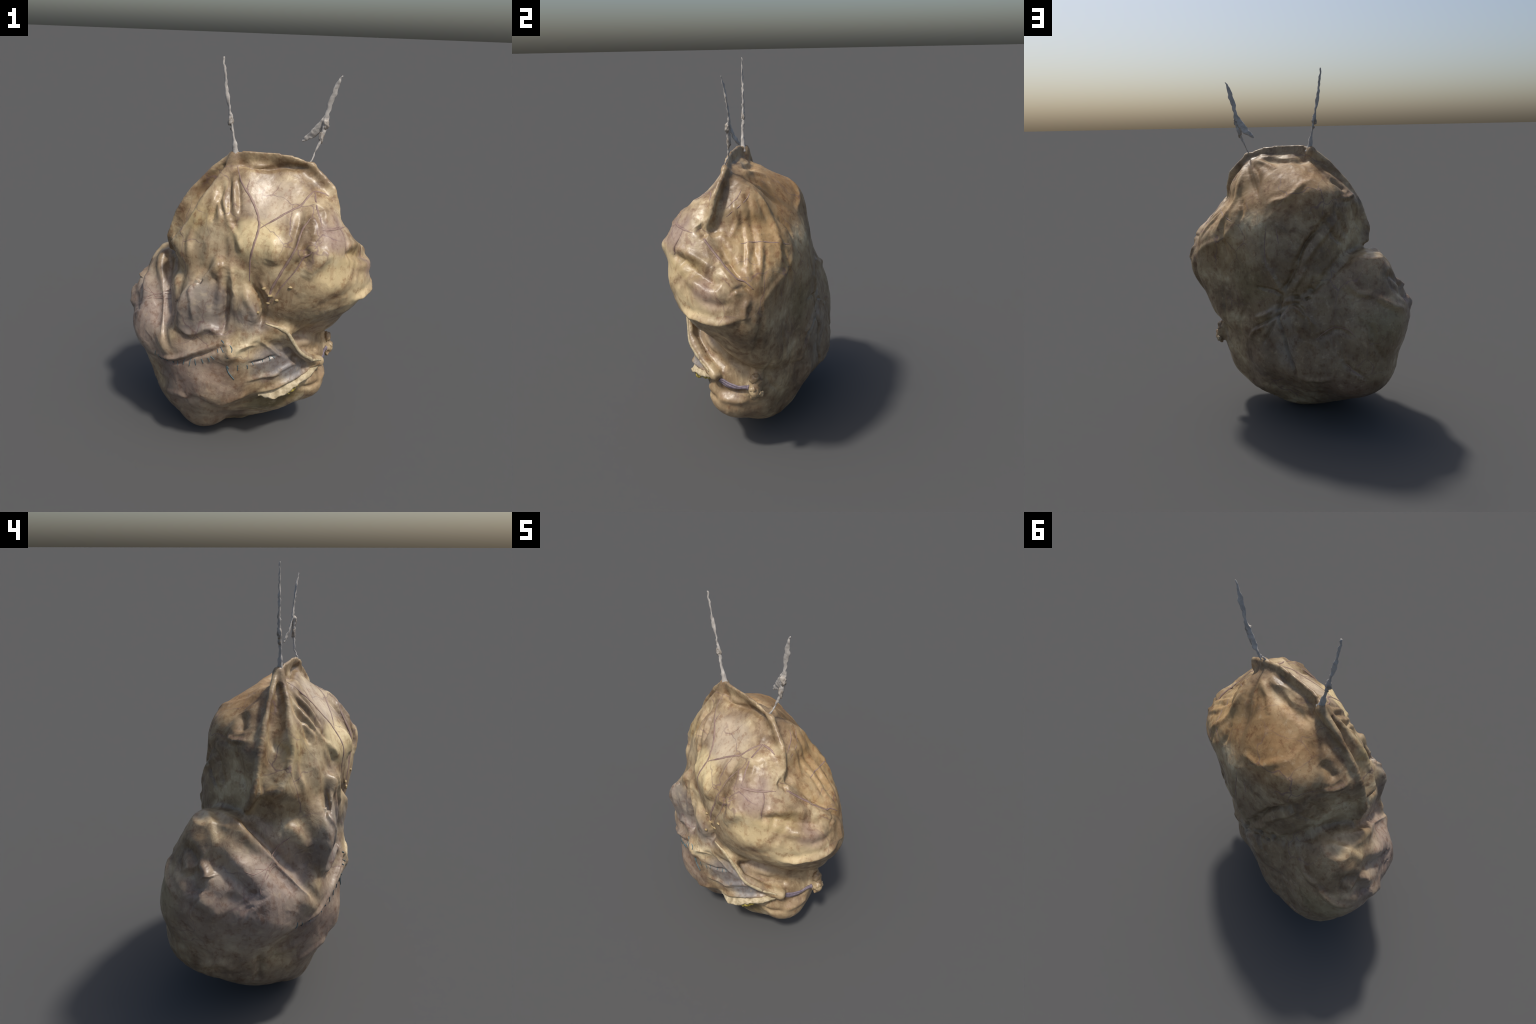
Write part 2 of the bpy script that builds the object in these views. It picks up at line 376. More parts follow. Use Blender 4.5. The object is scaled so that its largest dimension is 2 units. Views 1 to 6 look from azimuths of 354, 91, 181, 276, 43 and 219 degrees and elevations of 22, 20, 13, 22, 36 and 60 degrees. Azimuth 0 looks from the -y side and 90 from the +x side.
    # seam and puckered knot of the back
    groove([(-.206, .215, 1.236), (-.130, .268, 1.144), (-.042, .294, 1.063), (-.000, .312, .949), (.047, .314, .860), (.089, .305, .816)], 0.010, 0.016)
    ridge([(-.229, .197, 1.204), (-.152, .262, 1.113), (-.078, .296, 1.026), (-.019, .313, .934)], 0.016, 0.012)
    groove([(-.359, .125, .983), (-.279, .234, .971), (-.201, .285, .909), (-.127, .313, .850), (-.039, .314, .791), (.049, .311, .776)], 0.025, 0.013)
    groove([(.089, .305, .813), (.093, .307, .753), (.112, .322, .681), (.084, .334, .577), (.061, .331, .465), (.025, .349, .361), (.003, .330, .284)], 0.010, 0.016)
    groove([(.050, .331, .722), (.109, .325, .679), (.185, .283, .622), (.256, .241, .572)], 0.010, 0.014)
    groove([(.112, .325, .673), (.164, .288, .560), (.196, .273, .491)], 0.009, 0.012)
    groove([(.012, .312, .784), (.002, .318, .766)], 0.012, 0.018)
    groove([(-.042, .321, .774), (-.056, .328, .766)], 0.012, 0.018)
    groove([(-.054, .312, .828), (-.085, .321, .803)], 0.012, 0.016)
    groove([(-.157, .286, .925), (-.127, .311, .857), (-.068, .317, .799)], 0.009, 0.010)
    groove([(-.083, .314, .889), (-.076, .312, .828)], 0.009, 0.010)
    ridge([(.281, .206, .481), (.249, .247, .554), (.170, .291, .612)], 0.012, 0.010)
    ridge([(.071, .317, .740), (.034, .318, .756), (.050, .345, .688)], 0.014, 0.010)
    ridge([(.003, .347, .311), (-.091, .393, .316), (-.192, .426, .346)], 0.018, 0.010)
    # shallow wrinkles of the back
    groove([(-.078, .382, .562), (-.151, .388, .578), (-.208, .392, .613), (-.291, .424, .575)], 0.016, 0.010)
    groove([(-.235, .418, .513), (-.248, .435, .427), (-.334, .443, .368), (-.364, .436, .333)], 0.014, 0.010)
    groove([(-.388, .426, .665), (-.405, .445, .536), (-.468, .408, .428)], 0.018, 0.014)
    ridge([(-.407, .377, .798), (-.478, .386, .755), (-.584, .327, .688)], 0.020, 0.016)
    groove([(-.473, .311, .912), (-.515, .328, .826), (-.581, .299, .756)], 0.025, 0.010)
    ridge([(-.242, .321, .873), (-.323, .366, .810), (-.407, .377, .798)], 0.020, 0.012)
    groove([(.173, .262, 1.148), (.182, .278, 1.033), (.162, .297, .933)], 0.014, 0.010)
    groove([(.404, .111, 1.201), (.418, .159, 1.103), (.393, .162, .980)], 0.014, 0.010)
    ridge([(.286, -.100, 1.485), (.328, .055, 1.345), (.389, .113, 1.216), (.468, .123, 1.097)], 0.020, 0.012)
    groove([(.269, -.078, 1.486), (.243, .057, 1.389), (.215, .151, 1.309)], 0.012, 0.010)
    groove([(.248, -.079, 1.497), (.129, -.020, 1.484), (-.024, -.016, 1.488), (-.087, -.029, 1.521)], 0.020, 0.010)
    groove([(-.102, -.028, 1.513), (-.169, .112, 1.394), (-.224, .175, 1.304), (-.288, .125, 1.267)], 0.025, 0.010)
    groove([(-.130, .262, 1.201), (-.190, .242, 1.109), (-.253, .196, 1.039)], 0.014, 0.012)
    groove([(.494, .081, .654), (.425, .051, .474), (.327, .123, .330)], 0.014, 0.010)
    ridge([(.157, .210, 1.271), (.040, .226, 1.315), (-.078, .161, 1.393)], 0.020, 0.010)
    # pleats of the right back panel
    ridge([(.333, -.063, 1.426), (.382, -.045, 1.337), (.432, -.034, 1.224), (.530, -.015, 1.131)], 0.014, 0.006)
    groove([(.311, -.044, 1.446), (.370, -.014, 1.359), (.428, .003, 1.223), (.562, .026, 1.066)], 0.012, 0.006)
    groove([(.283, -.033, 1.458), (.351, .047, 1.327), (.383, .132, 1.205), (.362, .170, 1.171)], 0.012, 0.006)
    ridge([(.377, .021, 1.283), (.462, .039, 1.182), (.554, .032, 1.076)], 0.016, 0.006)
    groove([(.437, .058, 1.199), (.500, .057, 1.131), (.565, .038, 1.041)], 0.014, 0.006)
    # groove under the dark vessel with its tucks
    groove([(.420, -.198, 1.268), (.504, -.122, 1.174), (.578, -.050, 1.087), (.595, .019, .977)], 0.021, 0.019)
    groove([(.538, -.145, 1.136), (.530, -.104, 1.145), (.580, -.061, 1.088)], 0.011, 0.009)
    ridge([(.556, -.133, 1.117), (.600, -.085, 1.058), (.614, -.062, 1.013)], 0.014, 0.009)
    groove([(.613, -.109, 1.026), (.596, -.050, 1.056), (.594, -.015, 1.035)], 0.010, 0.007)
    ridge([(.603, -.016, 1.007), (.625, -.040, .953), (.631, -.030, .903)], 0.016, 0.012)
    # deep crease across the right lobe
    groove([(.427, -.378, 1.150), (.492, -.308, 1.121), (.563, -.217, 1.083), (.597, -.144, 1.056)], 0.025, 0.024)
    ridge([(.423, -.362, 1.194), (.496, -.268, 1.161), (.559, -.145, 1.113)], 0.023, 0.011)
    ridge([(.497, -.311, 1.070), (.590, -.205, 1.036), (.615, -.121, 1.014)], 0.035, 0.012)
    ridge([(.470, -.345, .903), (.573, -.251, .897), (.624, -.150, .894), (.633, -.053, .924)], 0.018, 0.018)
    groove([(.584, -.244, .989), (.619, -.158, .978), (.622, -.086, .991)], 0.018, 0.007)
    ridge([(.592, .030, .962), (.522, .091, 1.022), (.421, .161, 1.072), (.341, .183, 1.163)], 0.020, 0.008)
    groove([(.595, .036, .937), (.598, .028, .831), (.549, -.001, .707)], 0.018, 0.014)
    groove([(.430, .127, .784), (.424, .139, .662), (.415, .119, .551)], 0.012, 0.010)
    groove([(-.092, .336, .768), (.132, .305, .692), (.201, .273, .567)], 0.012, 0.012)
    groove([(.285, .212, .707), (.339, .182, .582), (.320, .168, .477)], 0.012, 0.010)
    groove([(.221, -.297, .603), (.343, -.204, .544), (.391, -.147, .509)], 0.025, 0.020)
    ridge([(.391, -.209, .350), (.426, -.124, .349), (.427, -.041, .348)], 0.020, 0.014)
    groove([(.386, -.194, .387), (.426, -.094, .404), (.502, -.023, .423)], 0.018, 0.014)
    # pit below the right pleat
    groove([(.421, -.252, 1.288), (.440, -.232, 1.267), (.456, -.209, 1.244)], 0.020, 0.021)
    groove([(.438, -.372, 1.123), (.430, -.367, 1.174), (.430, -.332, 1.223)], 0.012, 0.008)
    ridge([(.257, -.263, 1.377), (.322, -.302, 1.346), (.319, -.352, 1.291)], 0.014, 0.007)
    groove([(.255, -.331, 1.318), (.276, -.373, 1.270), (.261, -.412, 1.215)], 0.012, 0.007)
    ridge([(.343, -.088, 1.402), (.390, -.076, 1.291), (.442, -.104, 1.231)], 0.014, 0.007)
    groove([(.372, -.052, 1.368), (.450, -.040, 1.212), (.561, -.048, 1.108)], 0.012, 0.007)
    groove([(.434, .019, 1.214), (.512, -.004, 1.146), (.578, .011, 1.049)], 0.014, 0.007)
    ridge([(.515, -.307, .889), (.582, -.242, .906), (.625, -.146, .900)], 0.018, 0.008)
    # ridges of the back crown
    ridge([(.245, -.055, 1.490), (.169, -.011, 1.471), (.116, .059, 1.445)], 0.020, 0.012)
    groove([(.260, -.053, 1.481), (.215, .042, 1.419), (.207, .112, 1.352)], 0.014, 0.010)
    groove([(.158, -.050, 1.509), (.035, .006, 1.490), (-.089, -.003, 1.476)], 0.020, 0.012)
    groove([(.104, .309, .729), (.003, .309, .982), (-.085, .282, 1.116), (-.201, .214, 1.257)], 0.012, 0.012)
    groove([(.308, .103, 1.294), (.300, .157, 1.241), (.313, .188, 1.182)], 0.014, 0.010)
    ridge([(-.341, .241, .980), (-.429, .206, .980), (-.527, .173, .905)], 0.025, 0.014)
    groove([(-.481, .312, .902), (-.547, .259, .857), (-.591, .227, .788)], 0.030, 0.025)
    # gathered folds radiating from the knot
    ridge([(.071, .309, .776), (.120, .304, .859), (.162, .297, .933)], 0.014, 0.014)
    ridge([(.041, .310, .791), (-.011, .317, .875), (-.048, .310, .948)], 0.014, 0.014)
    ridge([(.086, .321, .719), (.169, .286, .670), (.247, .241, .631)], 0.014, 0.014)
    ridge([(.035, .331, .729), (-.037, .358, .684), (-.094, .375, .620)], 0.014, 0.012)
    groove([(.078, .307, .783), (.151, .290, .810), (.226, .263, .818)], 0.009, 0.012)
    groove([(.027, .319, .756), (-.023, .348, .711), (-.065, .371, .635)], 0.009, 0.012)
    # crumples of the grey sheet
    ridge([(.077, -.367, .483), (.188, -.340, .526), (.305, -.309, .527)], 0.013, 0.012)
    ridge([(-.033, -.378, .469), (.076, -.368, .491), (.160, -.355, .496)], 0.012, 0.010)
    ridge([(.040, -.374, .698), (.127, -.352, .614), (.234, -.312, .531)], 0.012, 0.012)
    groove([(.098, -.352, .653), (.171, -.338, .588), (.266, -.295, .511)], 0.012, 0.012)
    ridge([(-.092, -.393, .652), (-.039, -.385, .676), (.028, -.372, .674)], 0.010, 0.008)
    # </folds>

def vertex_normals(V, Q):
    n = np.cross(V[Q[:, 2]] - V[Q[:, 0]], V[Q[:, 3]] - V[Q[:, 1]])
    out = np.zeros_like(V)
    for i in range(4): np.add.at(out, Q[:, i], n)
    return out / np.maximum(np.linalg.norm(out, axis=1), 1e-12)[:, None]

def skin_noise(V):
    """Lumps, pulled wrinkles and pits of dried tissue, in metres."""
    from mathutils import noise, Vector
    f = noise.noise; out = np.empty(len(V))
    for i, (x, y, z) in enumerate(V.tolist()):
        wx = f((x * 4, y * 4, z * 4 + 7)); wy = f((x * 4 + 31, y * 4, z * 4))
        lump = f((x * 7, y * 7, z * 6))
        p = (x * 15 + wx * 2.2, y * 15 + wy * 2.2, z * 9)
        wr = 1 - abs(f(p)) * 2.2
        q = (x * 34 + wy * 2, y * 34 + wx * 2, z * 24 + wx)
        fine = 1 - abs(f(q)) * 2.2
        amp = .5 + .7 * (f((x * 3 + 5, y * 3, z * 3)) + .4)
        out[i] = .0055 * lump + .0022 * amp * (wr - .45) + .0008 * amp * (fine - .45)
    return out

PART_NAMES = ['upper_sac', 'lower_sac', 'hanging_pouch', 'twisted_flap', 'tied_stump']

def build_body():
    """Base form, then folds and wrinkles; returns vertices, quads, normals and part numbers."""
    global BASE
    B = build_field()
    V, Q = B.mesh()
    me = bpy.data.meshes.new('tmp'); me.from_pydata(V.tolist(), [], Q.tolist()); me.update()
    ob = bpy.data.objects.new('tmp', me); bpy.context.scene.collection.objects.link(ob)
    md = ob.modifiers.new('s', 'SUBSURF'); md.levels = 1
    dg = bpy.context.evaluated_depsgraph_get()
    ev = ob.evaluated_get(dg); m2 = ev.to_mesh()
    V = np.empty(len(m2.vertices) * 3); m2.vertices.foreach_get('co', V); V = V.reshape(-1, 3)
    Q = np.empty(len(m2.loops), np.int64); m2.loops.foreach_get('vertex_index', Q); Q = Q.reshape(-1, 4)
    ev.to_mesh_clear(); bpy.data.objects.remove(ob); bpy.data.meshes.remove(me)
    BASE = (V.copy(), Q.copy())
    skin = Skin(V, vertex_normals(V, Q))
    draw_folds(skin)
    V = V + skin.N * (skin.D + skin_noise(V))[:, None]
    V[:, 2] = np.maximum(V[:, 2], 0.0)
    n = vertex_normals(V, Q)
    c = V[Q].mean(1); g = np.clip(np.rint((c - LO) / VOX).astype(int), 0, N - 1)
    part = B.part[g[:, 0], g[:, 1], g[:, 2]]
    return V, Q, n, part

# ------------------------------------------------------------------ simple parts
def sweep(name, pts, size, twist, ring=10, steps=8, frame=(0, 1, 0)):
    """Flattened strip swept along a smooth line. size = (width, thickness) at each point,
    twist = turn about the line at each point in degrees."""
    pts = np.array(pts, float); size = np.array(size, float); n = len(pts)
    t = np.linspace(0, n - 1, (n - 1) * steps + 1); k = np.arange(n)
    C = np.stack([smooth_interp(t, k, pts[:, i]) for i in range(3)], 1)
    S = np.stack([np.interp(t, k, size[:, i]) for i in range(2)], 1)
    W = np.radians(np.interp(t, k, np.array(twist, float)))
    T = np.gradient(C, axis=0); T /= np.linalg.norm(T, axis=1)[:, None]
    U = np.cross(T, np.array(frame, float)); U /= np.linalg.norm(U, axis=1)[:, None]
    R = np.cross(T, U)
    A = np.cos(W)[:, None] * U + np.sin(W)[:, None] * R
    Bn = -np.sin(W)[:, None] * U + np.cos(W)[:, None] * R
    V = []; F = []
    for j in range(ring):
        a = 2 * math.pi * j / ring
        V.append(C + .5 * S[:, :1] * math.cos(a) * A + .5 * S[:, 1:] * math.sin(a) * Bn)
    V = np.stack(V, 1); m = len(t)
    V = V.reshape(-1, 3)
    for i in range(m - 1):
        for j in range(ring):
            F.append((i*ring + j, i*ring + (j+1) % ring, (i+1)*ring + (j+1) % ring, (i+1)*ring + j))
    F.append(tuple(range(ring))[::-1]); F.append(tuple((m-1)*ring + j for j in range(ring)))
    me = bpy.data.meshes.new(name); me.from_pydata(V.tolist(), [], F); me.update()
    for p in me.polygons: p.use_smooth = True
    ob = bpy.data.objects.new(name, me); bpy.context.scene.collection.objects.link(ob)
    return ob

# ------------------------------------------------------------------ materials
class Nodes:
    """Small wrapper that makes node trees readable."""
    def __init__(self, name):
        self.mat = bpy.data.materials.new(name); self.mat.use_nodes = True
        self.t = self.mat.node_tree; self.bsdf = self.t.nodes['Principled BSDF']
        self.co = self.t.nodes.new('ShaderNodeTexCoord').outputs['Object']

    def put(self, sock, v):
        if isinstance(v, bpy.types.NodeSocket): self.t.links.new(v, sock)
        elif isinstance(v, (tuple, list)) and len(v) == 3 and sock.type == 'RGBA': sock.default_value = (*v, 1)
        else: sock.default_value = v

    def noise(self, scale, detail=4, rough=.55, co=None, dist=0.0):
        n = self.t.nodes.new('ShaderNodeTexNoise'); self.put(n.inputs['Vector'], co or self.co)
        n.inputs['Scale'].default_value = scale; n.inputs['Detail'].default_value = detail
        n.inputs['Roughness'].default_value = rough; n.inputs['Distortion'].default_value = dist
        return n.outputs['Fac'], n.outputs['Color']

    def math(self, op, a, b=0.0, clamp=False):
        n = self.t.nodes.new('ShaderNodeMath'); n.operation = op; n.use_clamp = clamp
        self.put(n.inputs[0], a); self.put(n.inputs[1], b); return n.outputs[0]

    def vec(self, op, a, b=None):
        n = self.t.nodes.new('ShaderNodeVectorMath'); n.operation = op
        self.put(n.inputs[0], a)
        if b is not None: self.put(n.inputs[1], b)
        return n.outputs['Value'] if op in ('LENGTH', 'DISTANCE') else n.outputs['Vector']

    def rng(self, v, a, b, c=0.0, d=1.0):
        n = self.t.nodes.new('ShaderNodeMapRange'); n.interpolation_type = 'SMOOTHSTEP'
        self.put(n.inputs['Value'], v)
        for k, x in zip(('From Min', 'From Max', 'To Min', 'To Max'), (a, b, c, d)): n.inputs[k].default_value = x
        return n.outputs['Result']

    def mix(self, fac, a, b, mode='MIX'):
        n = self.t.nodes.new('ShaderNodeMix'); n.data_type = 'RGBA'; n.blend_type = mode
        self.put(n.inputs['Factor'], fac); self.put(n.inputs[6], a); self.put(n.inputs[7], b)
        return n.outputs[2]

    def ramp(self, fac, stops):
        n = self.t.nodes.new('ShaderNodeValToRGB'); e = n.color_ramp.elements
        while len(e) < len(stops): e.new(.5)
        for el, (p, c) in zip(e, stops): el.position = p; el.color = (*c, 1)
        self.put(n.inputs['Fac'], fac); return n.outputs['Color']

    def bump(self, h, strength, dist):
        n = self.t.nodes.new('ShaderNodeBump'); n.inputs['Strength'].default_value = strength
        n.inputs['Distance'].default_value = dist; self.put(n.inputs['Height'], h)
        self.put(self.bsdf.inputs['Normal'], n.outputs['Normal'])

    def finish(self, color, rough, spec=.4):
        self.put(self.bsdf.inputs['Base Color'], color); self.put(self.bsdf.inputs['Roughness'], rough)
        self.bsdf.inputs['Specular IOR Level'].default_value = spec
        return self.mat

def tissue_material():
    M = Nodes('dried_tissue')
    _, warp = M.noise(5, 3)
    off = M.vec('MULTIPLY', M.vec('SUBTRACT', warp, (.5, .5, .5)), (.22, .22, .22))
    wc = M.vec('ADD', M.co, off)
    blotch, _ = M.noise(6, 5, .6, wc)
    col = M.ramp(blotch, [(.30, (.135, .088, .050)), (.44, (.262, .183, .102)), (.56, (.415, .310, .178)), (.72, (.64, .53, .335))])
    # where each colour of the preparation sits: centre, half sizes, colour, strength
    spots = [((.10, .12, 1.36), (.38, .26, .22), (.33, .185, .066), .98),     # amber crown at the back
             ((.42, .05, 1.15), (.22, .25, .28), (.40, .25, .10), .8),      # amber right panel
             ((.05, .36, .80), (.55, .26, .38), (.175, .120, .066), .85),      # darker olive brown over the back, three spots
             ((-.30, .40, .42), (.36, .28, .36), (.19, .138, .085), .85),
             ((.05, .30, .30), (.40, .25, .25), (.18, .130, .088), .8),
             ((.10, -.24, 1.38), (.18, .16, .12), (.56, .46, .345), .8),      # pale top of the front
             ((.02, -.33, 1.22), (.15, .14, .11), (.74, .60, .33), .9),       # yellow domes, colour lightened to paint in their pale sun highlights
             ((.36, -.39, 1.07), (.12, .12, .09), (.74, .59, .33), .85),
             ((.53, -.33, .93), (.14, .13, .10), (.74, .59, .34), .85),
             ((.45, -.30, 1.12), (.12, .10, .06), (.42, .315, .15), .7),
             ((-.24, -.16, 1.25), (.10, .10, .10), (.56, .43, .21), .7),
             ((-.20, -.24, 1.14), (.16, .12, .10), (.37, .29, .18), .7),
             ((.37, -.33, 1.23), (.10, .11, .10), (.30, .215, .20), .75),     # mauve patch
             ((.58, -.22, 1.02), (.09, .09, .09), (.50, .36, .29), .6),
             ((.10, -.42, .95), (.13, .10, .13), (.30, .215, .125), .8),       # brown front between the vessels
             ((.25, -.38, .82), (.20, .12, .08), (.30, .23, .14), .8),
             ((-.26, -.33, .86), (.20, .14, .19), (.225, .20, .19), .95),    # grey pouch
             ((-.02, -.38, .83), (.10, .10, .13), (.27, .24, .21), .9),
             ((-.50, -.05, .70), (.24, .24, .30), (.34, .268, .228), .95),    # pink grey side lobe
             ((-.30, -.28, .42), (.28, .22, .24), (.25, .185, .158), .95),     # rosy lower sac
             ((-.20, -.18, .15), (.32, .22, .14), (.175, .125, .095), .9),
             ((.11, -.36, .57), (.20, .12, .13), (.175, .172, .18), .95),     # blue grey pocket
             ((.20, -.30, .47), (.13, .10, .09), (.19, .20, .22), .9),
             ((.30, -.24, .63), (.14, .12, .12), (.42, .325, .22), .8),
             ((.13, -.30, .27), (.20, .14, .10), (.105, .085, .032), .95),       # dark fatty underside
             ((.38, -.10, .32), (.13, .16, .13), (.40, .28, .16), .85),
             ((-.58, .12, .60), (.20, .30, .34), (.28, .212, .17), .85),
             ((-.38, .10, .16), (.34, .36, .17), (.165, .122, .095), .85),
             ((-.26, -.33, .61), (.22, .13, .11), (.31, .235, .19), .85),
             ((.10, .31, .63), (.09, .10, .13), (.25, .215, .175), .8),
             ((.07, .36, .46), (.08, .10, .10), (.27, .24, .20), .8),
             ((-.45, .36, .62), (.14, .14, .14), (.21, .175, .09), .7),
             ((-.28, .42, .25), (.16, .16, .14), (.22, .145, .105), .7),
             ((.28, .22, .85), (.10, .14, .16), (.22, .175, .085), .7)]         # pale pucker of the back
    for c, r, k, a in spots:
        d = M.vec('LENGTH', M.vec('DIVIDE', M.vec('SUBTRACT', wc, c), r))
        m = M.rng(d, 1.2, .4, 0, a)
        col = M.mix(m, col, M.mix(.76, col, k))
    # mottling and streaks
    mott, _ = M.noise(21, 7, .70)
    col = M.mix(M.rng(mott, .51, .66, 0, .75), col, M.mix(1, col, (.60, .47, .40), 'MULTIPLY'))
    col = M.mix(M.rng(mott, .46, .32, 0, .6), col, M.mix(.4, col, (.62, .50, .32)))
    n = M.t.nodes.new('ShaderNodeMapping'); n.inputs['Scale'].default_value = (1, 1, .3)
    M.put(n.inputs['Vector'], M.vec('ADD', M.co, M.vec('MULTIPLY', off, (.25, .25, .25))))
    streak, _ = M.noise(38, 5, .6, n.outputs['Vector'])
    col = M.mix(M.rng(streak, .52, .66, 0, .5), col, M.mix(1, col, (.68, .55, .50), 'MULTIPLY'))
    # hair-fine vessels
    v = M.t.nodes.new('ShaderNodeTexVoronoi'); v.feature = 'DISTANCE_TO_EDGE'; v.inputs['Scale'].default_value = 5.5
    M.put(v.inputs['Vector'], M.vec('ADD', M.co, M.vec('MULTIPLY', off, (.8, .8, .8))))
    where, _ = M.noise(2.6, 2)
    line = M.math('MULTIPLY', M.rng(v.outputs['Distance'], .020, .004), M.rng(where, .46, .62, 0, .6))
    col = M.mix(line, col, (.16, .095, .095))
    # specks of dried blood and fat
    speck, _ = M.noise(90, 3, .6)
    col = M.mix(M.rng(speck, .66, .74, 0, .5), col, (.13, .085, .05))
    grain, _ = M.noise(160, 4, .65)
    mid, _ = M.noise(48, 5, .6, wc)
    M.bump(M.math('ADD', mid, M.math('MULTIPLY', grain, .12)), .28, .005)
    crown = M.vec('LENGTH', M.vec('DIVIDE', M.vec('SUBTRACT', wc, (.10, .15, 1.36)), (.5, .3, .35)))
    rough = M.math('ADD', M.rng(mott, .3, .7, .31, .48), M.rng(crown, 1.1, .6, 0, .22))
    return M.finish(col, rough, .5)

def plain(name, a, b, scale, rough, bump=.4, spec=.35):
    M = Nodes(name)
    f, _ = M.noise(scale, 5, .6)
    g, _ = M.noise(scale * 4, 4, .6)
    M.bump(g, bump, .003)
    return M.finish(M.ramp(f, [(.35, a), (.65, b)]), rough, spec)

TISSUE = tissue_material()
TAPE = plain('tape_cloth', (.36, .335, .305), (.50, .47, .43), 45, .75)
KNOT = plain('tape_knot', (.20, .165, .13), (.46, .42, .37), 60, .7)
VEIN = plain('vein_purple', (.21, .135, .115), (.32, .225, .175), 30, .5)
VESSEL = plain('vessel_mauve', (.13, .105, .14), (.25, .205, .23), 60, .45)
THREAD = plain('suture_thread', (.06, .11, .13), (.13, .20, .22), 60, .5)
HEM = plain('cream_membrane', (.34, .27, .16), (.56, .47, .31), 40, .65)
CRUMB = plain('dried_crumb', (.30, .22, .11), (.46, .35, .18), 40, .5)
FAT = plain('yellow_fat', (.30, .23, .04), (.62, .50, .13), 40, .45)

# ------------------------------------------------------------------ assembling
root = bpy.data.objects.new('preserved_stomach', None)
bpy.context.scene.collection.objects.link(root)
root['label'] = 'dried wrinkled animal stomach hanging from two grey tapes'
root['category'] = 'organ specimen'

def child(ob, mat, parent=root):
    ob.data.materials.clear(); ob.data.materials.append(mat); ob.parent = parent
    return ob

V, Q, NRM, PART = build_body()
parts = {}
for k, name in enumerate(PART_NAMES):
    q = Q[PART == k]
    if not len(q): continue
    used, inv = np.unique(q, return_inverse=True)
    me = bpy.data.meshes.new(name)
    me.from_pydata(V[used].tolist(), [], inv.reshape(-1, 4).tolist()); me.update()
    me.polygons.foreach_set('use_smooth', [True] * len(me.polygons))
    me.normals_split_custom_set_from_vertices(NRM[used].tolist())
    ob = bpy.data.objects.new(name, me); bpy.context.scene.collection.objects.link(ob)
    parts[name] = child(ob, TISSUE)
SKIN = Skin(V, NRM)

def tube_on_skin(name, pts, r, mat, parent, lift=.2, flat=.6, taper=True, per=8, smooth=3):
    """Round strand that follows the skin, partly sunk in it."""
    ids = SKIN.snap(pts, per); P = V[ids]; nn = NRM[ids]
    for _ in range(smooth):
        P[1:-1] = .25 * P[:-2] + .5 * P[1:-1] + .25 * P[2:]
        nn[1:-1] = .25 * nn[:-2] + .5 * nn[1:-1] + .25 * nn[2:]
    m = len(P); T = np.gradient(P, axis=0); T /= np.maximum(np.linalg.norm(T, axis=1), 1e-9)[:, None]
    S = np.cross(T, nn); S /= np.maximum(np.linalg.norm(S, axis=1), 1e-9)[:, None]
    U = np.cross(S, T); ring = 8; W = []; F = []
    for i in range(m):
        k = r * (1 + .10 * math.sin(i * .6 + r * 900))
        if taper: k *= min(1, .35 + 3.0 * min(i, m - 1 - i) / m)
        for j in range(ring):
            a = 2 * math.pi * j / ring
            W.append(P[i] + nn[i] * r * lift + k * (math.cos(a) * S[i] + flat * math.sin(a) * U[i]))
    for i in range(m - 1):
        for j in range(ring):
            F.append((i*ring + j, (i+1)*ring + j, (i+1)*ring + (j+1) % ring, i*ring + (j+1) % ring))
    F.append(tuple(range(ring))); F.append(tuple((m-1)*ring + j for j in range(ring))[::-1])
    me = bpy.data.meshes.new(name); me.from_pydata([tuple(w) for w in W], [], F); me.update()
    me.polygons.foreach_set('use_smooth', [True] * len(me.polygons))
    ob = bpy.data.objects.new(name, me); bpy.context.scene.collection.objects.link(ob)
    return child(ob, mat, parent)

